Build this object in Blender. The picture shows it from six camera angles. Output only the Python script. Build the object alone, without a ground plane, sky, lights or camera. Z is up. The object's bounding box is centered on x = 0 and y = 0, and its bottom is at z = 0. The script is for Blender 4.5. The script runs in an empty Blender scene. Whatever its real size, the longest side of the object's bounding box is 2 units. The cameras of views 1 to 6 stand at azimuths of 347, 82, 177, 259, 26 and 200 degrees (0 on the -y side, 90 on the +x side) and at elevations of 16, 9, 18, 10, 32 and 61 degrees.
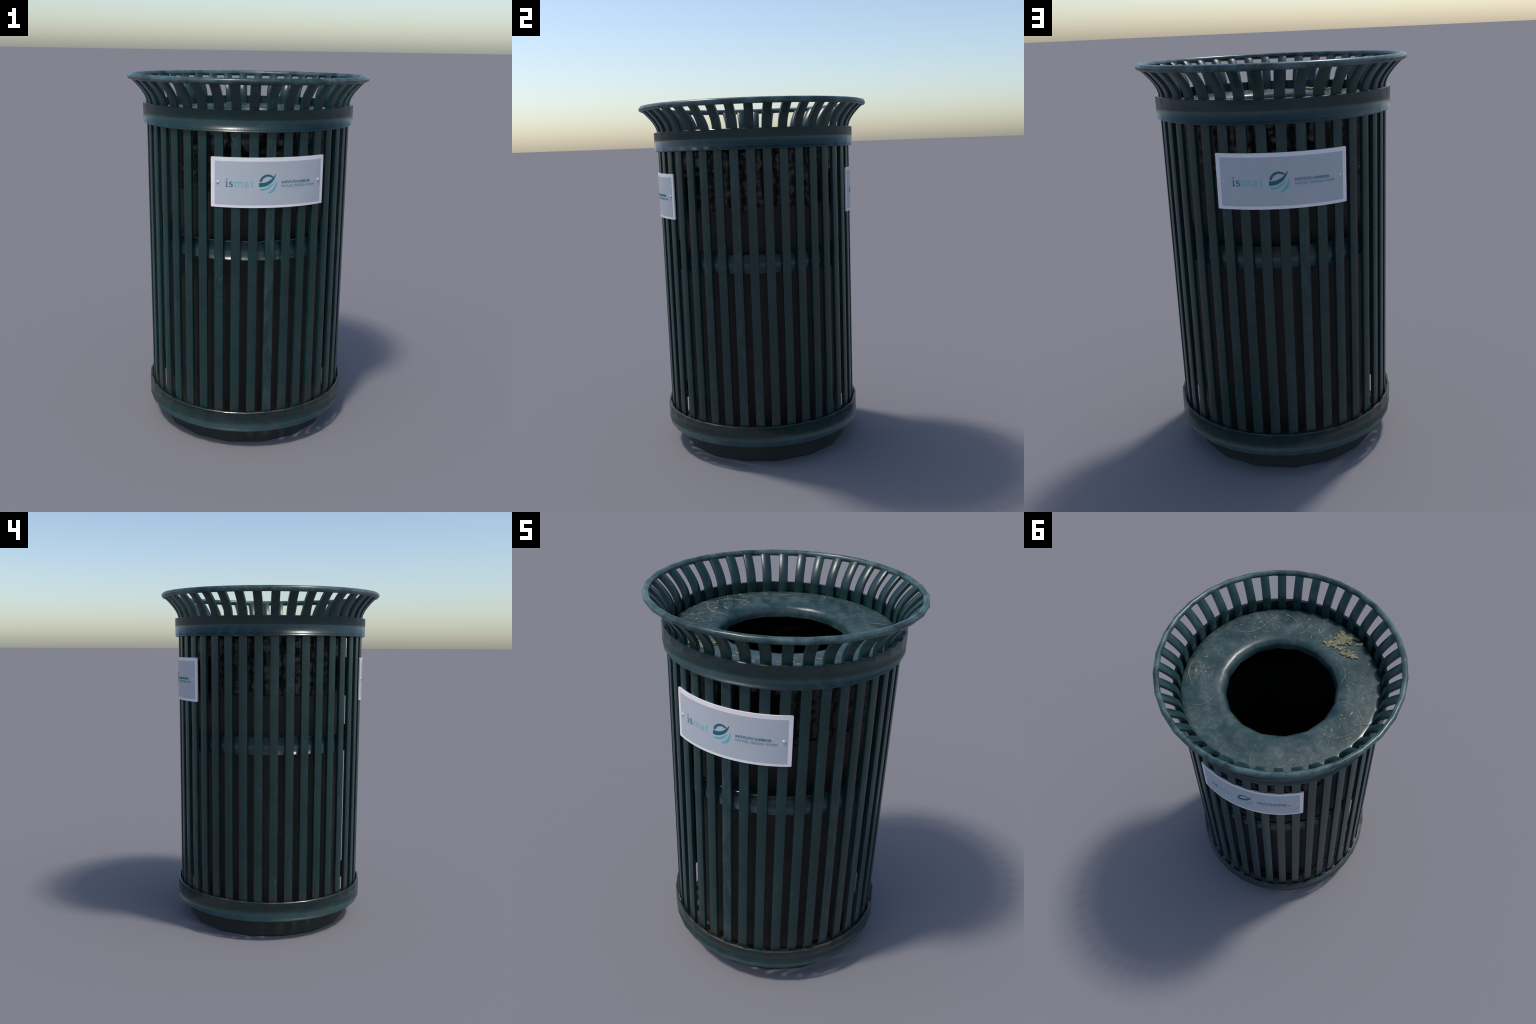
import bpy, bmesh, math, random
from mathutils import Vector, Matrix, noise

# ---------------------------------------------------------------- constants
SLATS = 40                  # one every 9 degrees, one of them facing -y
R_OUT, R_IN = 0.560, 0.540  # outer / inner face of the slats
SLAT_W = 0.048
RING_SEGMENTS = 32
LINER_SHIFT = 0.003         # the liner stands slightly off centre (+y)

rng = random.Random(11)
scene = bpy.context.scene


def sl(c):
    """sRGB 0-255 -> linear rgba"""
    out = []
    for v in c:
        v /= 255.0
        out.append(v / 12.92 if v <= 0.04045 else ((v + 0.055) / 1.055) ** 2.4)
    return (*out, 1.0)


# ---------------------------------------------------------------- node helper
class Nodes:
    def __init__(self, name):
        self.mat = bpy.data.materials.new(name)
        self.mat.use_nodes = True
        self.t = self.mat.node_tree
        self.bsdf = self.t.nodes["Principled BSDF"]

    def n(self, kind, **props):
        node = self.t.nodes.new(kind)
        for k, v in props.items():
            setattr(node, k, v)
        return node

    def link(self, a, b):
        self.t.links.new(a, b)

    def put(self, sock, v):
        if hasattr(v, "is_linked") or isinstance(v, bpy.types.NodeSocket):
            self.link(v, sock)
        else:
            sock.default_value = v

    def math(self, op, a, b=0.0, clamp=False):
        m = self.n("ShaderNodeMath", operation=op, use_clamp=clamp)
        self.put(m.inputs[0], a)
        self.put(m.inputs[1], b)
        return m.outputs[0]

    def ramp(self, v, lo, hi):
        m = self.n("ShaderNodeMapRange")
        m.interpolation_type = "SMOOTHSTEP"
        self.put(m.inputs["Value"], v)
        m.inputs["From Min"].default_value = lo
        m.inputs["From Max"].default_value = hi
        return m.outputs["Result"]

    def mix(self, f, a, b):
        m = self.n("ShaderNodeMix", data_type="RGBA")
        self.put(m.inputs[0], f)
        self.put(m.inputs[6], a)
        self.put(m.inputs[7], b)
        return m.outputs[2]

    def noise(self, vec, scale, detail=3.0, rough=0.55, dist=0.0):
        m = self.n("ShaderNodeTexNoise")
        self.link(vec, m.inputs["Vector"])
        m.inputs["Scale"].default_value = scale
        m.inputs["Detail"].default_value = detail
        m.inputs["Roughness"].default_value = rough
        m.inputs["Distortion"].default_value = dist
        return m.outputs["Fac"]

    def mapping(self, vec, scale=(1, 1, 1), loc=(0, 0, 0)):
        m = self.n("ShaderNodeMapping")
        self.link(vec, m.inputs["Vector"])
        m.inputs["Scale"].default_value = scale
        m.inputs["Location"].default_value = loc
        return m.outputs["Vector"]

    def bump(self, height, strength, distance):
        m = self.n("ShaderNodeBump")
        m.inputs["Strength"].default_value = strength
        m.inputs["Distance"].default_value = distance
        self.link(height, m.inputs["Height"])
        self.link(m.outputs["Normal"], self.bsdf.inputs["Normal"])


def coords(k, jitter=True):
    """object coordinates, pushed apart per object so repeats differ"""
    tc = k.n("ShaderNodeTexCoord")
    obj = tc.outputs["Object"]
    if not jitter:
        return obj
    info = k.n("ShaderNodeObjectInfo")
    m = k.n("ShaderNodeVectorMath", operation="MULTIPLY_ADD")
    comb = k.n("ShaderNodeCombineXYZ")
    for i, f in enumerate((37.0, 61.0, 19.0)):
        k.link(k.math("MULTIPLY", info.outputs["Random"], f), comb.inputs[i])
    add = k.n("ShaderNodeVectorMath", operation="ADD")
    k.link(obj, add.inputs[0])
    k.link(comb.outputs[0], add.inputs[1])
    return add.outputs[0]


PAINT = (0.0064, 0.0345, 0.0325, 1)
PAINT_DEEP = (0.0058, 0.0240, 0.0252, 1)
PAINT_PALE = (0.075, 0.130, 0.130, 1)
RUST = (0.060, 0.030, 0.018, 1)


def paint(name, speck=0.5, cloud=0.0, rust=False, dust=False, wear=False, rough=0.33):
    """dark teal powder coat: mottled, speckled with pale scuffs, rust where water stands"""
    k = Nodes(name)
    raw = k.n("ShaderNodeTexCoord").outputs["Object"]
    vec = coords(k)
    col = k.mix(k.ramp(k.noise(vec, 9.0, 4, 0.6), 0.3, 0.7), PAINT_DEEP, PAINT)
    # worn, chalky zones on some pieces
    if cloud:
        c = k.ramp(k.noise(vec, 9.0, 6, 0.72), 0.34, 0.68)
        col = k.mix(k.math("MULTIPLY", c, cloud), col, PAINT_PALE)
    # fine pale specks and short scuffs
    fine = k.noise(vec, 160.0, 2, 0.6)
    zone = k.ramp(k.noise(k.mapping(vec, (1, 1, 0.45)), 7.0, 3, 0.6), 0.48, 0.70)
    spk = k.math("MULTIPLY", k.ramp(fine, 0.56, 0.70), zone)
    col = k.mix(k.math("MULTIPLY", spk, speck), col, (0.10, 0.19, 0.19, 1))
    if wear:
        info = k.n("ShaderNodeObjectInfo")
        picked = k.ramp(info.outputs["Random"], 0.84, 0.99)
        worn = k.math("MULTIPLY", picked, k.ramp(k.noise(k.mapping(vec, (3, 3, 0.8)), 12.0, 5, 0.7), 0.40, 0.72))
        col = k.mix(k.math("MULTIPLY", worn, 0.38), col, (0.065, 0.11, 0.12, 1))
    rgh = k.math("ADD", rough, k.math("MULTIPLY", k.noise(vec, 22.0, 4, 0.6), 0.14))
    if dust:
        d1 = k.ramp(k.noise(raw, 6.0, 6, 0.66, 0.3), 0.30, 0.66)
        d2 = k.ramp(k.noise(raw, 38.0, 4, 0.7), 0.35, 0.75)
        d = k.math("MULTIPLY", d1, k.math("ADD", 0.35, k.math("MULTIPLY", d2, 0.65)))
        col = k.mix(k.math("MULTIPLY", d, 0.85), col, (0.092, 0.128, 0.128, 1))
        rgh = k.math("ADD", rgh, k.math("MULTIPLY", d, 0.10))
    if rust:
        sep = k.n("ShaderNodeSeparateXYZ")
        k.link(raw, sep.inputs[0])
        z = sep.outputs[2]
        low = k.math("SUBTRACT", 1.0, k.ramp(z, 0.20, 0.46))
        # rust creeps up along both edges of a slat, patchy in between
        sx = k.math("ABSOLUTE", sep.outputs[0])
        edge = k.ramp(sx, 0.016, 0.024)
        patch = k.ramp(k.noise(k.mapping(vec, (1, 1, 0.5)), 24.0, 5, 0.65), 0.42, 0.62)
        m = k.math("MULTIPLY", low, k.math("MULTIPLY", patch, k.math("ADD", 0.35, k.math("MULTIPLY", edge, 0.65))))
        col = k.mix(k.math("MULTIPLY", m, 0.85), col, RUST)
        rgh = k.math("ADD", rgh, k.math("MULTIPLY", m, 0.3))
    k.link(col, k.bsdf.inputs["Base Color"])
    k.link(rgh, k.bsdf.inputs["Roughness"])
    k.bump(k.noise(vec, 70.0, 4, 0.6), 0.12, 0.002)
    return k.mat


def rusty_ring(name):
    """paint with brown rust along edges and in blotches"""
    k = Nodes(name)
    vec = k.n("ShaderNodeTexCoord").outputs["Object"]
    col = k.mix(k.ramp(k.noise(vec, 9.0, 4, 0.6), 0.3, 0.7), PAINT_DEEP, PAINT)
    sep = k.n("ShaderNodeSeparateXYZ")
    k.link(vec, sep.inputs[0])
    lip = k.math("MAXIMUM", k.ramp(sep.outputs[2], 0.222, 0.236),
                 k.math("SUBTRACT", 1.0, k.ramp(sep.outputs[2], 0.121, 0.127)))
    r = k.n("ShaderNodeVectorMath", operation="LENGTH")
    flat = k.n("ShaderNodeVectorMath", operation="MULTIPLY")
    k.link(vec, flat.inputs[0])
    flat.inputs[1].default_value = (1, 1, 0)
    k.link(flat.outputs[0], r.inputs[0])
    inner = k.math("SUBTRACT", 1.0, k.ramp(r.outputs["Value"], 0.5705, 0.5735))
    inner = k.math("MULTIPLY", inner, k.ramp(sep.outputs[2], 0.15, 0.17))
    blot = k.ramp(k.noise(vec, 16.0, 5, 0.65), 0.42, 0.66)
    m = k.math("ADD", k.math("MULTIPLY", lip, 0.55), k.math("MULTIPLY", inner, 0.7))
    m = k.math("MULTIPLY", k.math("ADD", m, 0.20, True), blot)
    col = k.mix(k.math("MULTIPLY", m, 0.9, True), col, (0.085, 0.055, 0.038, 1))
    k.link(col, k.bsdf.inputs["Base Color"])
    k.link(k.math("ADD", 0.24, k.math("MULTIPLY", m, 0.3)), k.bsdf.inputs["Roughness"])
    k.bump(k.noise(vec, 70.0, 4, 0.6), 0.12, 0.002)
    return k.mat


def plain(name, c, rough=0.5, var=0.15, scale=20.0, bump=0.0, metallic=0.0, spec=0.5):
    k = Nodes(name)
    vec = k.n("ShaderNodeTexCoord").outputs["Object"]
    dark = tuple(x * (1 - var) for x in c[:3]) + (1,)
    lite = tuple(min(1, x * (1 + var)) for x in c[:3]) + (1,)
    k.link(k.mix(k.ramp(k.noise(vec, scale, 4, 0.6), 0.3, 0.7), dark, lite), k.bsdf.inputs["Base Color"])
    k.bsdf.inputs["Roughness"].default_value = rough
    k.bsdf.inputs["Metallic"].default_value = metallic
    k.bsdf.inputs["Specular IOR Level"].default_value = spec
    if bump:
        k.bump(k.noise(vec, scale * 3, 4, 0.6), bump, 0.003)
    return k.mat


def foot_material():
    k = Nodes("foot_rubber")
    vec = k.n("ShaderNodeTexCoord").outputs["Object"]
    col = k.mix(k.ramp(k.noise(vec, 14.0, 4, 0.6), 0.3, 0.7), (0.012, 0.016, 0.015, 1), (0.019, 0.024, 0.023, 1))
    sep = k.n("ShaderNodeSeparateXYZ")
    k.link(vec, sep.inputs[0])
    band = k.ramp(sep.outputs[2], 0.110, 0.123)
    blot = k.ramp(k.noise(vec, 26.0, 5, 0.7), 0.36, 0.6)
    col = k.mix(k.math("MULTIPLY", k.math("MULTIPLY", band, blot), 0.9), col, (0.13, 0.085, 0.055, 1))
    k.link(col, k.bsdf.inputs["Base Color"])
    k.bsdf.inputs["Roughness"].default_value = 0.75
    k.bump(k.noise(vec, 60.0, 4, 0.6), 0.2, 0.003)
    return k.mat


def leaf_material():
    k = Nodes("dry_leaf_tissue")
    vec = k.n("ShaderNodeTexCoord").outputs["Object"]
    rnd = k.n("ShaderNodeObjectInfo").outputs["Random"]
    col = k.mix(rnd, (0.075, 0.090, 0.040, 1), (0.21, 0.185, 0.090, 1))
    sep = k.n("ShaderNodeSeparateXYZ")
    k.link(vec, sep.inputs[0])
    # side veins fan out from a pale midrib
    v = k.math("SINE", k.math("MULTIPLY", k.math("SUBTRACT", sep.outputs[0], k.math("ABSOLUTE", sep.outputs[1])), 42.0))
    col = k.mix(k.math("MULTIPLY", k.ramp(v, 0.0, 1.0), 0.65), col, (0.33, 0.31, 0.20, 1))
    dark = k.ramp(k.noise(coords(k), 5.0, 4, 0.6), 0.45, 0.70)
    col = k.mix(k.math("MULTIPLY", dark, 0.7), col, (0.055, 0.05, 0.022, 1))
    k.link(col, k.bsdf.inputs["Base Color"])
    k.bsdf.inputs["Roughness"].default_value = 0.7
    return k.mat


M_SLAT = paint("painted_slat_metal", speck=0.55, rust=True, wear=True, rough=0.25)
M_RIM = paint("painted_rim_metal", speck=1.0, cloud=1.0, rough=0.24)
M_BAND = paint("painted_band_metal", speck=0.35, rough=0.20)
M_LID = paint("dusty_lid_metal", speck=0.6, dust=True, rough=0.22)
M_BASE = rusty_ring("rusty_ring_metal")
M_LINER = plain("liner_plastic", (0.018, 0.017, 0.0185), 0.5, 0.2, 6.0, 0.1)
M_BAG = plain("bag_plastic", (0.005, 0.0045, 0.0045), 0.27, 0.2, 10.0)
M_FOOT = foot_material()
M_FRAME = plain("sign_border_enamel", (0.83, 0.77, 0.79), 0.4, 0.03, 14.0)
M_PANEL = plain("sign_panel_metal", (0.455, 0.475, 0.515), 0.38, 0.03, 9.0)
M_RIVET = plain("rivet_metal", (0.62, 0.62, 0.66), 0.25, 0.05, 40.0, metallic=0.3)
M_TEAL = plain("dark_teal_ink", (0.007, 0.118, 0.155), 0.45, 0.08, 60.0)
M_AQUA = plain("pale_aqua_ink", (0.12, 0.43, 0.49), 0.45, 0.06, 60.0)
M_MIST = plain("mist_ink", (0.17, 0.46, 0.52), 0.45, 0.06, 60.0)
M_TITLE = plain("mid_teal_ink", (0.06, 0.22, 0.27), 0.45, 0.06, 60.0)
M_GREYTEAL = plain("grey_teal_ink", (0.26, 0.40, 0.46), 0.45, 0.06, 60.0)
M_TWIG = plain("twig_bark", (0.21, 0.19, 0.155), 0.8, 0.4, 60.0)
M_STRAW = plain("straw", (0.27, 0.275, 0.205), 0.7, 0.45, 30.0)
M_GRASS = plain("dry_grass", (0.14, 0.20, 0.10), 0.7, 0.3, 30.0)
M_LEAF = leaf_material()


# ---------------------------------------------------------------- mesh helpers
def add_object(name, mesh, mat, parent, smooth=None):
    o = bpy.data.objects.new(name, mesh)
    scene.collection.objects.link(o)
    if mat:
        mesh.materials.append(mat)
    o.parent = parent
    if smooth is not None:
        for p in mesh.polygons:
            p.use_smooth = True
        mesh.set_sharp_from_angle(angle=math.radians(smooth))
    return o


def revolve(name, profile, mat, parent, segs=RING_SEGMENTS, closed=True, tilts=None, crease=38.0,
            shift=(0, 0), wobble=None, flip=False, keep_normals=False):
    """Turn a profile of (radius, z) round the axis.  tilts maps a profile index to the
    elevation (degrees) its shading normal is rolled to (soft rolled edge of the sheet)."""
    n = len(profile)
    verts, faces, meta = [], [], []
    for j in range(segs):
        a = 2 * math.pi * j / segs
        for i, (r, z) in enumerate(profile):
            rr, zz = (r, z) if wobble is None else wobble(r, z, a, i)
            verts.append((rr * math.sin(a) + shift[0], -rr * math.cos(a) + shift[1], zz))
    spans = n if closed else n - 1
    # normals of the spans in the (r, z) half plane
    sn = []
    for i in range(spans):
        (r0, z0), (r1, z1) = profile[i], profile[(i + 1) % n]
        d = Vector((r1 - r0, z1 - z0))
        v = Vector((d.y, -d.x))
        v = v.normalized() if v.length > 0 else Vector((1, 0))
        sn.append(-v if flip else v)

    def vn(i, s):
        if tilts and i in tilts and s in tilts[i][1]:
            e = math.radians(tilts[i][0])
            return Vector((math.cos(e), math.sin(e)))
        other = (i - 1) if s == i else i
        if closed:
            other %= spans
        elif other < 0 or other >= spans:
            return sn[s]
        if sn[s].angle(sn[other], 0) < math.radians(crease):
            return (sn[s] + sn[other]).normalized()
        return sn[s]

    loops = []
    for j in range(segs):
        j2 = (j + 1) % segs
        for i in range(spans):
            i2 = (i + 1) % n
            f = [(j, i), (j2, i), (j2, i2), (j, i2)]
            if flip:
                f.reverse()
            faces.append([a * n + b for a, b in f])
            for a, b in f:
                v = vn(b, i)
                ang = 2 * math.pi * a / segs
                loops.append((v.x * math.sin(ang), -v.x * math.cos(ang), v.y))
    me = bpy.data.meshes.new(name)
    me.from_pydata(verts, [], faces)
    for p in me.polygons:
        p.use_smooth = True
    if wobble is None or keep_normals:
        me.normals_split_custom_set(loops)
    return add_object(name, me, mat, parent)


def sheet_ring(name, radius, z_low, z_top, thick, mat, parent, roll=43.0):
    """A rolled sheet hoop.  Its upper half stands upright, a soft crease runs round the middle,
    and below it the skin catches the sky (normals rolled upward), with a small turned-in lower edge."""
    h = z_top - z_low
    outer = [(0.0, 0.0, -0.0035), (0.03, 0.0, -0.0012), (0.10, roll, 0.0), (0.17, roll * 0.80, 0.0), (0.26, roll * 0.58, 0.0), (0.36, roll * 0.40, 0.0),
             (0.46, roll * 0.22, 0.0), (0.53, 3.0, 0.0), (0.60, -10.0, 0.0), (0.75, -22.0, 0.0), (0.88, -28.0, 0.0), (0.975, -30.0, 0.0), (1.0, 30.0, -0.003)]
    prof = [(radius + dr, z_low + f * h) for f, _, dr in outer]
    m = len(prof)
    inner = [(r - thick, z) for r, z in reversed(prof)]
    inner[0] = (radius - thick, z_top)
    inner[-1] = (radius - thick - 0.002, z_low)
    tilts = {}
    for i, (f, e, dr) in enumerate(outer):
        if 1 <= i <= m - 2:
            tilts[i] = (e if i > 1 else roll * 0.6, [i] if i == 1 else [s for s in (i - 1, i) if s < m - 2])
    return revolve(name, prof + inner, mat, parent, tilts=tilts)


# ---------------------------------------------------------------- the bin
root = bpy.data.objects.new("litter_bin", None)
scene.collection.objects.link(root)
root["label"] = "dark green slatted metal litter bin with flared rim and sign plates"
root["category"] = "litter bin"


def smooth_path(points, steps):
    """Catmull-Rom through control points"""
    p = [Vector(q) for q in points]
    p = [2 * p[0] - p[1]] + p + [2 * p[-1] - p[-2]]
    out = []
    for i in range(1, len(p) - 2):
        for s in range(steps):
            t = s / steps
            a, b, c, d = p[i - 1], p[i], p[i + 1], p[i + 2]
            out.append(0.5 * ((2 * b) + (c - a) * t + (2 * a - 5 * b + 4 * c - d) * t * t + (3 * b - a - 3 * c + d) * t ** 3))
    out.append(p[-2])
    return out


# --- slats: one flat bar each, straight up the side, then flaring out under the rim
R_MID = (R_OUT + R_IN) / 2
straight = [Vector((R_MID, z)) for z in (0.176, 0.20, 0.30, 0.50, 0.80, 1.10, 1.40, 1.65, 1.78)]
flare = smooth_path([(0.5500, 1.835), (0.5515, 1.857), (0.5570, 1.878), (0.5655, 1.8960), (0.5790, 1.9170), (0.5965, 1.9385),
                     (0.6170, 1.9605), (0.6360, 1.9775)], 3)
path = straight + flare
half_w, half_t, cham, bulge = SLAT_W / 2 - 0.0006, (R_OUT - R_IN) / 2, 0.0012, 0.0006
section = []
for s in (-1, -0.6, -0.2, 0.2, 0.6, 1):
    section.append((s * (half_w - cham), half_t - bulge * s * s))
section.append((half_w, half_t - cham - bulge))
section.append((half_w, -(half_t - cham - 1.4 * bulge)))
for s in (1, 0.6, 0.2, -0.2, -0.6, -1):
    section.append((s * (half_w - cham), -(half_t - 1.4 * bulge * s * s)))
section.append((-half_w, -(half_t - cham - 1.4 * bulge)))
section.append((-half_w, half_t - cham - bulge))
verts, faces = [], []
ns = len(section)
for i, p in enumerate(path):
    t = (path[min(i + 1, len(path) - 1)] - path[max(i - 1, 0)]).normalized()
    nrm = Vector((t.y, -t.x))                      # outward
    for x, d in section:
        q = p + nrm * d
        verts.append((x, -q.x, q.y))
for i in range(len(path) - 1):
    for j in range(ns):
        j2 = (j + 1) % ns
        faces.append((i * ns + j, i * ns + j2, (i + 1) * ns + j2, (i + 1) * ns + j))
faces.append(tuple(reversed(range(ns))))
faces.append(tuple((len(path) - 1) * ns + j for j in range(ns)))
me = bpy.data.meshes.new("slat")
me.from_pydata(verts, [], faces)
bm = bmesh.new()
bm.from_mesh(me)
bmesh.ops.recalc_face_normals(bm, faces=bm.faces)
bm.to_mesh(me)
bm.free()
slat = add_object("slat", me, M_SLAT, root, smooth=34)
# the broad faces are softly crowned: roll their shading normals sideways toward the long edges
loop_normals = []
for poly in me.polygons:
    n = poly.normal
    vs = [me.vertices[v].co for v in poly.vertices]
    broad = abs(n.x) < 0.2 and poly.index < len(me.polygons) and max(v.z for v in vs) - min(v.z for v in vs) > 1e-4 and len(vs) == 4
    for li in poly.loop_indices:
        v = me.vertices[me.loops[li].vertex_index]
        if not broad:
            loop_normals.append(n.copy())
            continue
        row = v.index // ns
        t = (path[min(row + 1, len(path) - 1)] - path[max(row - 1, 0)]).normalized()
        out = Vector((0, -t.y, -t.x))
        if out.dot(n) < 0:
            out = -out
            reach = 24.0
        else:
            reach = 13.0
        e = math.radians(reach) * max(-1.0, min(1.0, v.co.x / (half_w - cham)))
        loop_normals.append(out * math.cos(e) + Vector((math.sin(e), 0, 0)))
me.normals_split_custom_set(loop_normals)
for i in range(1, SLATS):
    o = slat.copy()
    o.name = "slat"
    o.rotation_euler = (0, 0, 2 * math.pi * i / SLATS)
    scene.collection.objects.link(o)

# --- rim tube
tube_r, tube_c, tube_z = 0.0160, 0.6440, 1.9840
prof = [(tube_c + tube_r * math.cos(2 * math.pi * i / 12), tube_z + tube_r * math.sin(2 * math.pi * i / 12)) for i in range(12)]
revolve("rim", prof, M_RIM, root, crease=80)

# --- hoops
sheet_ring("collar", 0.5800, 1.7410, 1.8495, 0.017, M_BAND, root)
sheet_ring("hoop", 0.5395, 1.0835, 1.1875, 0.014, M_BAND, root)
sheet_ring("base_ring", 0.5800, 0.1210, 0.2370, 0.010, M_BASE, root, roll=38.0)

# --- lid: a ring-shaped pressing, rolled down at the outer edge and into the hole
LID = [(0.300, 1.748), (0.3010, 1.762), (0.3035, 1.775), (0.308, 1.786), (0.3155, 1.7950), (0.326, 1.8010), (0.340, 1.8045), (0.362, 1.8060),
       (0.40, 1.8065), (0.44, 1.8070), (0.48, 1.8070), (0.515, 1.8065), (0.534, 1.8050), (0.541, 1.801), (0.5445, 1.794), (0.545, 1.778)]


def lid_z(r):
    for (r0, z0), (r1, z1) in zip(LID, LID[1:]):
        if r0 <= r <= r1:
            return z0 + (z1 - z0) * (r - r0) / (r1 - r0)
    return LID[0][1] if r < LID[0][0] else LID[-1][1]


under = [(r, z - 0.006) for r, z in LID[1:-1]]
under[0] = (LID[1][0] + 0.005, LID[1][1] - 0.012)
lid_prof = list(reversed(LID)) + [(0.306, 1.748)] + under[1:] + [(0.539, 1.778)]


def sixteen_sided_hole(r, z, a, i):
    """pull every other corner of the hole edge onto the chord of a 16-gon, fading out over the roll"""
    odd = round(a / (2 * math.pi) * RING_SEGMENTS) % 2
    f = max(0.0, min(1.0, (0.345 - r) / 0.04))
    return (r * (1 - odd * f * (1 - math.cos(math.pi / 16))), z)


lid = revolve("lid", lid_prof, M_LID, root, segs=RING_SEGMENTS, wobble=sixteen_sided_hole, keep_normals=True)

# --- liner: sixteen-sided can standing on the ground, bag folded over its upper part
sh = (0.0, LINER_SHIFT)
revolve("foot", [(0.0, 0.0), (0.488, 0.0), (0.4925, 0.004), (0.4925, 0.122), (0.488, 0.126), (0.0, 0.126)], M_FOOT, root, segs=16,
        closed=False, shift=(0.0, 0.011))
revolve("liner", [(0.0, 0.1265), (0.459, 0.1265), (0.459, 0.6), (0.459, 1.0), (0.459, 1.43), (0.456, 1.43), (0.456, 0.9), (0.456, 0.14), (0.0, 0.14)],
        M_LINER, root, segs=16, closed=False, shift=sh)


def crumple(r, z, a, i):
    v = Vector((math.sin(a) * 4.0, math.cos(a) * 4.0, z * 13.0))
    w = Vector((math.sin(a) * 11.0, math.cos(a) * 11.0, z * 34.0))
    d = noise.noise(v) * 0.006 + noise.noise(w) * 0.0045
    return r + d, z


outer = [(0.4525, 1.41 + 0.330 * i / 60) for i in range(61)]
inner = [(r - 0.008, z) for r, z in reversed(outer)]
revolve("liner_bag", outer + inner, M_BAG, root, segs=192, shift=sh, wobble=crumple)

# ---------------------------------------------------------------- sign plates
P_HALF = math.radians(30.78)
Z0, Z1 = 1.3690, 1.6195
R_PLATE = 0.5675


def bent(x, y, r):
    """x: metres of arc from the middle of the sign, y: height, r: radius"""
    a = x / 0.5675
    return (r * math.sin(a), -r * math.cos(a), y)


def curved_slab(name, a_half, z0, z1, r0, r1, corner, mat, parent, segs=24):
    """a rectangle with clipped corners bent round the slats"""
    w = a_half * 0.5675
    bm = bmesh.new()
    grid = {}
    xs = sorted({-w, -w + corner, w - corner, w, *[-w + corner + (2 * w - 2 * corner) * i / segs for i in range(segs + 1)]})
    cols = []
    for x in xs:
        c = corner if (x <= -w or x >= w) else 0.0
        cols.append([bm.verts.new(bent(x, y, r)) for y, r in ((z0 + c, r1), (z1 - c, r1), (z1 - c, r0), (z0 + c, r0))])
    for a, b in zip(cols, cols[1:]):
        for i in range(4):
            j = (i + 1) % 4
            bm.faces.new((a[i], b[i], b[j], a[j]))
    bm.faces.new(cols[0])
    bm.faces.new(list(reversed(cols[-1])))
    bmesh.ops.recalc_face_normals(bm, faces=bm.faces)
    me = bpy.data.meshes.new(name)
    bm.to_mesh(me)
    bm.free()
    return add_object(name, me, mat, parent, smooth=40)


def brush(bm, pts, r_top, r_low, steps=5):
    """a flat inked stroke: points are (x, y, width) in sign metres, raised like thick enamel"""
    pth = smooth_path(pts, steps) if len(pts) > 2 else [Vector(p) for p in pts]
    rows = []
    for i, p in enumerate(pth):
        t = (pth[min(i + 1, len(pth) - 1)] - pth[max(i - 1, 0)])
        t = Vector((t.x, t.y)).normalized()
        nx, ny = -t.y * max(p.z, 2e-4) / 2, t.x * max(p.z, 2e-4) / 2
        rows.append([bm.verts.new(bent(p.x + s * nx, p.y + s * ny, r)) for s, r in ((1, r_top), (-1, r_top), (-1, r_low), (1, r_low))])
    for a, b in zip(rows, rows[1:]):
        for i in range(4):
            j = (i + 1) % 4
            bm.faces.new((a[i], a[j], b[j], b[i]))
    bm.faces.new(rows[0])
    bm.faces.new(rows[-1])


def ink(name, strokes, mat, parent, dots=()):
    bm = bmesh.new()
    for s in strokes:
        brush(bm, s, R_PLATE + 0.0013, R_PLATE + 0.0002)
    for x, y, r in dots:
        ring = [bm.verts.new(bent(x + r * math.cos(t * math.pi / 8), y + r * math.sin(t * math.pi / 8), R_PLATE + 0.0013)) for t in range(16)]
        bm.faces.new(ring)
    bmesh.ops.recalc_face_normals(bm, faces=bm.faces)
    me = bpy.data.meshes.new(name)
    bm.to_mesh(me)
    bm.free()
    return add_object(name, me, mat, parent)


def printed_line(name, text, x0, x1, y0, cap, mat, parent, bold=0.0):
    cu = bpy.data.curves.new(name, "FONT")
    cu.body = text
    cu.size = 1.0
    cu.offset = bold
    cu.resolution_u = 4
    tmp = bpy.data.objects.new("text_helper", cu)
    scene.collection.objects.link(tmp)
    dg = bpy.context.evaluated_depsgraph_get()
    me = bpy.data.meshes.new_from_object(tmp.evaluated_get(dg))
    bpy.data.objects.remove(tmp)
    bpy.data.curves.remove(cu)
    bm = bmesh.new()
    bm.from_mesh(me)
    ext = bmesh.ops.extrude_face_region(bm, geom=bm.faces[:])
    top = {v for v in ext["geom"] if isinstance(v, bmesh.types.BMVert)}
    lx, hx = min(v.co.x for v in bm.verts), max(v.co.x for v in bm.verts)
    ly, hy = min(v.co.y for v in bm.verts), max(v.co.y for v in bm.verts)
    for v in bm.verts:
        x = x0 + (v.co.x - lx) / (hx - lx) * (x1 - x0)
        y = y0 + (v.co.y - ly) / (hy - ly) * cap
        v.co = Vector(bent(x, y, R_PLATE + (0.0022 if v in top else 0.0002)))
    bmesh.ops.recalc_face_normals(bm, faces=bm.faces)
    bm.to_mesh(me)
    bm.free()
    me.name = name
    return add_object(name, me, mat, parent)


DEG = math.radians(1) * 0.5675     # metres of arc per degree


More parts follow.
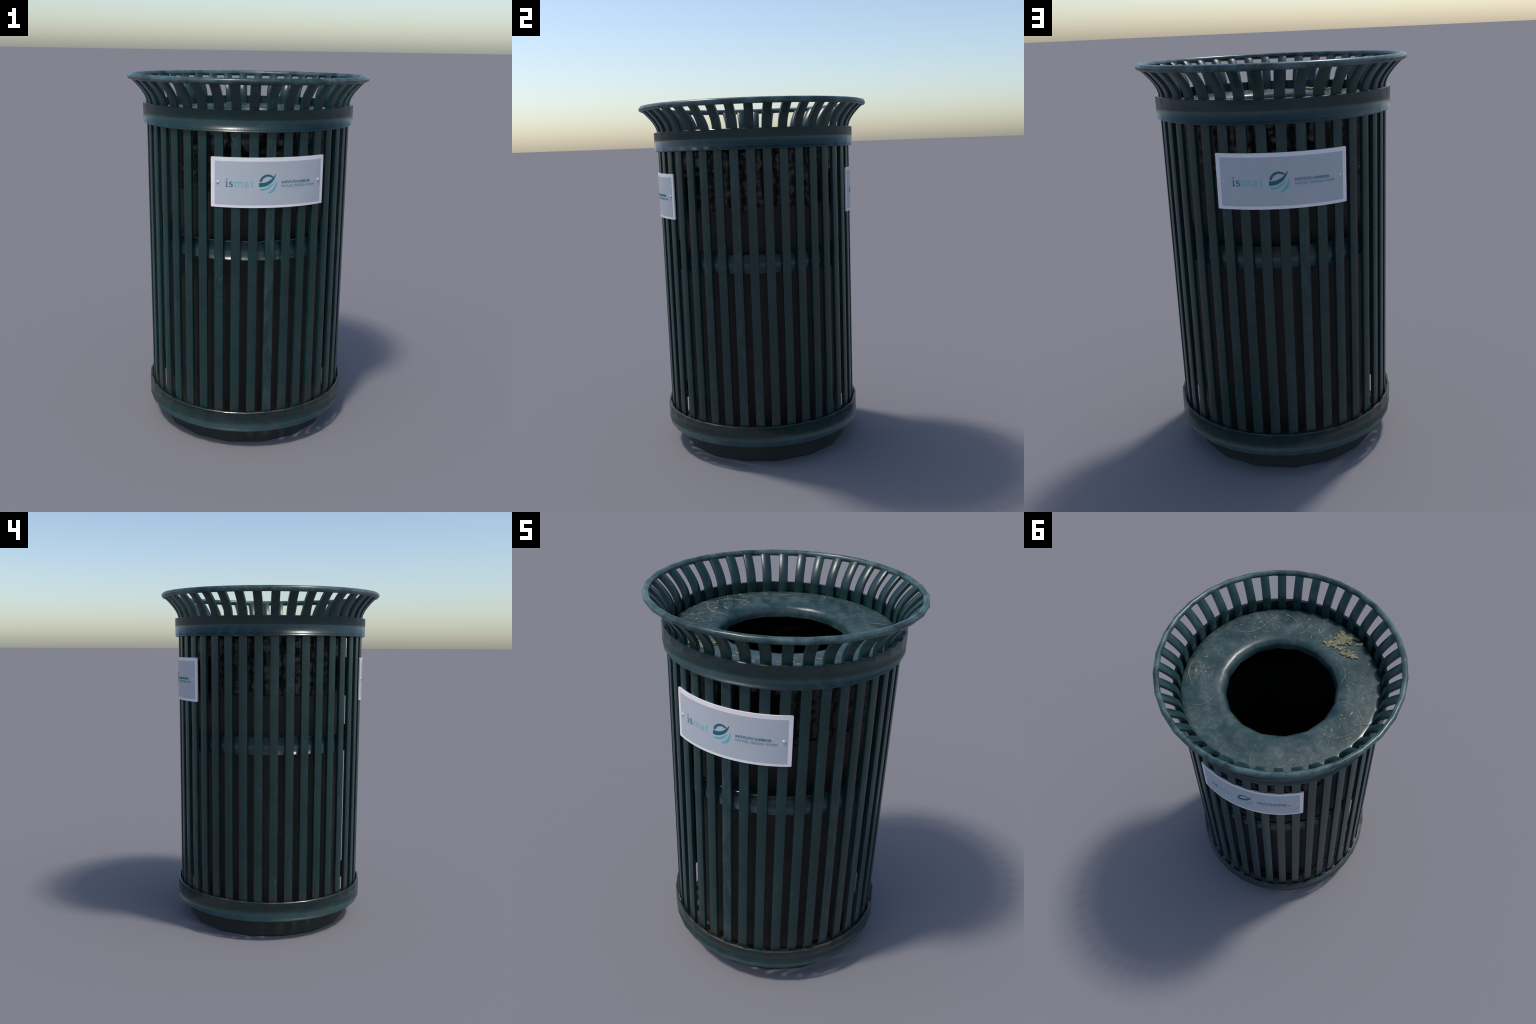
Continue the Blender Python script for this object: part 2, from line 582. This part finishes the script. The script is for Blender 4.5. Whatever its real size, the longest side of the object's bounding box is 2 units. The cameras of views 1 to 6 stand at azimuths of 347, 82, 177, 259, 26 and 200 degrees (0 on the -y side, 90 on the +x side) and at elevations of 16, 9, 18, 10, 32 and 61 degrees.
def serif_letters(x0, y0, ux, uy):
    """lower-case serif letters as tapered strokes; unit = x-height"""
    def S(off, pts):
        bold = 1.25 if off > 1.5 else 1.1
        return [(x0 + (off + x) * ux, y0 + y * uy, w * bold * (ux + uy) / 2) for x, y, w in pts]
    dark, pale = [], []
    dark += [S(0, [(.31, .0, .17), (.31, .98, .17)]), S(0, [(.03, .04, .09), (.59, .04, .09)]), S(0, [(.06, .93, .07), (.31, .95, .10)])]
    o = .74
    dark += [S(o, [(.66, .72, .05), (.61, .90, .09), (.40, .97, .10), (.18, .88, .14), (.17, .69, .17), (.40, .53, .20), (.62, .37, .18), (.65, .19, .15),
                   (.50, .05, .11), (.28, .03, .10), (.10, .11, .08), (.06, .28, .05)])]
    o = 1.68
    for sx in (.28, .95, 1.62):
        pale += [S(o, [(sx, .02, .14), (sx, .90 if sx < .5 else .74, .14)]), S(o, [(sx - .2, .04, .07), (sx + .2, .04, .07)])]
    pale += [S(o, [(.05, .93, .07), (.30, .95, .10)])]
    for sx in (.28, .95):
        pale += [S(o, [(sx, .72, .06), (sx + .18, .90, .10), (sx + .40, .95, .13), (sx + .60, .88, .15), (sx + .67, .70, .16)])]
    o = 3.74
    pale += [S(o, [(.12, .74, .09), (.24, .90, .10), (.45, .96, .10), (.64, .90, .12), (.72, .72, .15), (.72, .40, .15), (.73, .14, .14), (.83, .04, .10), (1.0, .07, .05)]),
             S(o, [(.72, .60, .06), (.42, .52, .09), (.17, .38, .13), (.13, .20, .15), (.25, .06, .13), (.46, .05, .10), (.72, .20, .06)])]
    o = 4.93
    pale += [S(o, [(.30, 1.34, .06), (.30, .95, .14), (.30, .40, .15), (.31, .18, .15), (.42, .05, .12), (.58, .05, .09), (.72, .14, .05)]),
             S(o, [(.03, .93, .09), (.68, .93, .09)])]
    return dark, pale, (x0 + .30 * ux, y0 + 1.40 * uy, .13 * ux)


def emblem_stroke(pts):
    """emblem drawn on a 1-unit = 0.29 mm grid, centre at 0,0"""
    k = 0.000292
    return [(-1.75 * DEG + x * k, 1.4905 + y * k, w * k) for x, y, w in pts]


plate = curved_slab("sign_plate", P_HALF, Z0, Z1, 0.5598, R_PLATE, 0.003, M_FRAME, root)
panel = curved_slab("sign_panel", math.radians(28.75), 1.3835, 1.6010, R_PLATE - 0.002, R_PLATE + 0.0007, 0.001, M_PANEL, plate)
is_dark, mat_pale, dot = serif_letters(-23.25 * DEG, 1.4742, 0.02525, 0.0258)
ink("lettering", is_dark, M_TEAL, plate, dots=[dot])
ink("lettering", mat_pale, M_MIST, plate)
ink("emblem", [emblem_stroke([(-130, 37, 34), (-110, 85, 37), (-70, 123, 37), (-20, 142, 35), (30, 138, 32), (80, 115, 30)]),
               emblem_stroke([(-154, -15, 68), (-105, -17, 68), (-45, -7, 62), (15, 20, 54), (65, 58, 42), (105, 110, 26), (127, 150, 10), (135, 168, 1)])],
    M_TEAL, plate)
ink("emblem", [emblem_stroke([(-134, -92, 28), (-85, -97, 32), (-25, -82, 32), (35, -45, 28), (80, -5, 16), (105, 20, 2)]),
               emblem_stroke([(-8, -157, 5), (45, -140, 28), (95, -100, 40), (130, -40, 34), (148, 15, 20), (140, 55, 2)])],
    M_AQUA, plate)
printed_line("lettering", "INSTITUTO SUPERIOR", 5.28 * DEG, 21.5 * DEG, 1.4925, 0.0122, M_TITLE, plate, bold=0.004)
printed_line("lettering", "MANUEL TEIXEIRA GOMES", 5.16 * DEG, 24.1 * DEG, 1.4750, 0.0108, M_GREYTEAL, plate)
dome = [(0.0085 * math.cos(t * math.pi / 12), 0.0048 * math.sin(t * math.pi / 12)) for t in range(6)] + [(0.0, 0.0048)]
for s in (-1, 1):
    rv = revolve("rivet", [(0.0085, -0.002)] + dome, M_RIVET, plate, segs=16, closed=False, crease=60)
    x, y, z = bent(s * 27.1 * DEG, 1.495, R_PLATE + 0.001)
    rv.matrix_parent_inverse = Matrix.Identity(4)
    rv.location = (x, y, z)
    rv.rotation_euler = (math.radians(90), 0, math.radians(s * 27.1))

# the same sign on the opposite side
back = plate.copy()
back.rotation_euler = (0, 0, math.pi)
back.location = (0, -0.0040, 0)
scene.collection.objects.link(back)
for c in list(plate.children):
    d = c.copy()
    d.parent = back
    scene.collection.objects.link(d)

# ---------------------------------------------------------------- litter lying on the lid
def twig(points, thick):
    pth = smooth_path([(x, y, 0) for x, y in points], 5)
    bm = bmesh.new()
    rows = []
    n = len(pth)
    for i, p in enumerate(pth):
        t = (pth[min(i + 1, n - 1)] - pth[max(i - 1, 0)]).normalized()
        side = Vector((-t.y, t.x, 0))
        r = thick * (0.35 + 0.65 * math.sin(math.pi * (0.12 + 0.8 * i / (n - 1)))) * (0.85 + 0.3 * rng.random())
        c = Vector((p.x, p.y, lid_z(math.hypot(p.x, p.y)) + r * 0.7))
        rows.append([bm.verts.new(c + side * (r * math.cos(a)) + Vector((0, 0, r * math.sin(a)))) for a in [j * math.pi / 3 for j in range(6)]])
    for a, b in zip(rows, rows[1:]):
        for i in range(6):
            j = (i + 1) % 6
            bm.faces.new((a[i], a[j], b[j], b[i]))
    bm.faces.new(rows[0])
    bm.faces.new(rows[-1])
    bmesh.ops.recalc_face_normals(bm, faces=bm.faces)
    me = bpy.data.meshes.new("twig")
    bm.to_mesh(me)
    bm.free()
    add_object("twig", me, M_TWIG, lid, smooth=80)


TWIGS = [
    [(.363, -.295), (.339, -.279), (.288, -.290), (.240, -.335), (.217, -.375)],
    [(.259, -.453), (.229, -.421), (.191, -.404), (.123, -.409)],
    [(.155, -.487), (.092, -.466), (.049, -.433), (.040, -.395)],
    [(-.078, -.504), (-.102, -.471), (-.108, -.438), (-.099, -.410)],
    [(.506, -.004), (.516, .037), (.501, .086), (.461, .138)],
    [(.460, .142), (.455, .077), (.431, .025), (.385, -.006)],
    [(.500, .032), (.449, .026), (.403, .049), (.387, .079)],
    [(.422, .266), (.373, .257), (.329, .214), (.314, .152)],
    [(-.247, -.259), (-.289, -.218), (-.310, -.171), (-.302, -.117)],
    [(-.339, -.135), (-.383, -.163), (-.415, -.216)],
    [(-.407, -.020), (-.427, -.068), (-.460, -.099), (-.508, -.126)],
    [(-.317, .005), (-.379, .000), (-.442, .030), (-.471, .075), (-.512, .108)],
    [(-.300, .196), (-.337, .237), (-.352, .300), (-.336, .352)],
    [(-.342, .238), (-.400, .214), (-.453, .170)],
    [(.004, .428), (.007, .467), (-.009, .499), (-.030, .518)],
    [(-.178, .454), (-.203, .418), (-.238, .402)],
    [(-.286, .388), (-.325, .394)],
    [(-.441, .129), (-.484, .105), (-.522, .090)],
    [(-.120, -.311), (-.137, -.328), (-.153, -.350)],
]
for t in TWIGS:
    pts = t if len(t) > 2 else [t[0], ((t[0][0] + t[1][0]) / 2 + .004, (t[0][1] + t[1][1]) / 2 - .004), t[1]]
    twig(pts, rng.uniform(0.0014, 0.0023))

# short blades of straw and grass
def blades(name, count, mat, length, width, centres=None, spread=0.05, skip=None):
    bm = bmesh.new()
    made = 0
    while made < count:
        if centres:
            cx, cy = rng.choice(centres)
            cx, cy = rng.gauss(cx, spread), rng.gauss(cy, spread)
        else:
            r, a = rng.uniform(0.35, 0.52), rng.uniform(0, 2 * math.pi)
            cx, cy = r * math.cos(a), r * math.sin(a)
        rr = math.hypot(cx, cy)
        if not 0.345 < rr < 0.520 or (skip and skip(cx, cy)):
            continue
        made += 1
        a, L, W = rng.uniform(0, math.pi), rng.uniform(*length), rng.uniform(*width)
        d, s = Vector((math.cos(a), math.sin(a), 0)), Vector((-math.sin(a), math.cos(a), 0))
        row = []
        for f, w in ((-0.5, 0.15), (-0.2, 1.0), (0.2, 0.9), (0.5, 0.1)):
            c = Vector((cx, cy, 0)) + d * (f * L) + s * (0.12 * L * (0.25 - f * f))
            z = lid_z(min(0.535, math.hypot(c.x, c.y))) + 0.0006
            row.append([bm.verts.new(c + s * (w * W / 2) + Vector((0, 0, z))), bm.verts.new(c + Vector((0, 0, z + W * 0.45 * w))),
                        bm.verts.new(c - s * (w * W / 2) + Vector((0, 0, z)))])
        for p, q in zip(row, row[1:]):
            for i in range(3):
                j = (i + 1) % 3
                bm.faces.new((p[i], p[j], q[j], q[i]))
        bm.faces.new(row[0])
        bm.faces.new(row[-1])
    bmesh.ops.recalc_face_normals(bm, faces=bm.faces)
    me = bpy.data.meshes.new(name)
    bm.to_mesh(me)
    bm.free()
    o = add_object(name, me, mat, lid)
    o["kind"] = "stuff"


near = [(.36, -.25), (.30, -.36), (.10, -.45), (-.02, -.44), (.44, -.03), (.47, .10), (.40, .03), (-.13, -.38), (-.34, -.20), (-.43, -.08),
        (-.40, .02), (-.35, .20), (-.40, .22), (-.46, .10), (.05, -.40), (.22, -.42), (-.16, -.42)]
clean = lambda x, y: y > 0.12 and x > -0.22
blades("straw_bits", 85, M_STRAW, (0.009, 0.030), (0.0026, 0.0058), near, 0.075, clean)
blades("grass_bits", 30, M_GRASS, (0.014, 0.034), (0.0016, 0.0030), near, 0.07, clean)

# hair-thin dry fibres lying across the dust
fibre_rng = random.Random(5)
bm = bmesh.new()
for _ in range(60):
    cx, cy = fibre_rng.choice(near)
    cx, cy = fibre_rng.gauss(cx, .10), fibre_rng.gauss(cy, .10)
    if not 0.36 < math.hypot(cx, cy) < 0.51 or clean(cx, cy):
        continue
    a, bend, L = fibre_rng.uniform(0, 6.28), fibre_rng.uniform(-1.3, 1.3), fibre_rng.uniform(.03, .085)
    w, prev, x, y = fibre_rng.uniform(.0006, .0011), None, cx, cy
    for i in range(9):
        a += bend / 8
        x, y = x + L / 8 * math.cos(a), y + L / 8 * math.sin(a)
        rr = math.hypot(x, y)
        if not 0.345 < rr < 0.528:
            break
        z, sx, sy = lid_z(rr), -math.sin(a) * w, math.cos(a) * w
        row = [bm.verts.new((x + sx, y + sy, z)), bm.verts.new((x, y, z + w * 1.3)), bm.verts.new((x - sx, y - sy, z))]
        if prev:
            for u in range(2):
                bm.faces.new((prev[u], prev[u + 1], row[u + 1], row[u]))
        prev = row
me = bpy.data.meshes.new("dry_fibres")
bm.to_mesh(me)
bm.free()
fib = add_object("dry_fibres", me, M_STRAW, lid)
fib["kind"] = "stuff"

# a clump of dry yellow leaves
leaf_vs, leaf_fs = [], []
STEPS = 9
for i in range(STEPS + 1):
    f = i / STEPS
    w = 0.42 * math.sin(math.pi * f ** 0.85) ** 0.8 * (1.0 + 0.12 * (i % 2)) + 0.012
    lift = 0.10 * math.sin(math.pi * f)
    for s, h in ((-1, 0.10), (-0.5, 0.03), (0, 0.0), (0.5, 0.03), (1, 0.10)):
        leaf_vs.append((f - 0.5, s * w * 0.5, lift + h * w))
for i in range(STEPS):
    for j in range(4):
        a = i * 5 + j
        leaf_fs.append((a, a + 5, a + 6, a + 1))
leaf_me = bpy.data.meshes.new("dry_leaf")
leaf_me.from_pydata(leaf_vs, [], leaf_fs)
bm = bmesh.new()
bm.from_mesh(leaf_me)
bmesh.ops.solidify(bm, geom=bm.faces[:], thickness=0.02)
bm.to_mesh(leaf_me)
bm.free()
first = None
# two arms of a withered twig-end, small leaflets along each
ARMS = [[(-.160, -.352), (-.205, -.378), (-.255, -.408), (-.318, -.402)], [(-.190, -.360), (-.235, -.345), (-.280, -.325), (-.315, -.302)], [(-.225, -.362), (-.225, -.420), (-.215, -.440)]]
spots = []
for arm in ARMS:
    for p in smooth_path([(x, y, 0) for x, y in arm], 4):
        for k in range(2):
            spots.append((p.x + rng.gauss(0, .013), p.y + rng.gauss(0, .013), rng.uniform(.024, .042)))
for cx, cy, L in spots:
    if first is None:
        o = first = add_object("dry_leaf", leaf_me, M_LEAF, lid, smooth=60)
    else:
        o = first.copy()
        scene.collection.objects.link(o)
    o.location = (cx, cy, lid_z(math.hypot(cx, cy)) + rng.uniform(0.001, 0.005))
    o.rotation_euler = (rng.uniform(-.15, .15), rng.uniform(-.12, .12), math.radians(rng.uniform(-60, 60) + 200))
    o.scale = (L, L * rng.uniform(0.8, 1.2), L * 0.6)
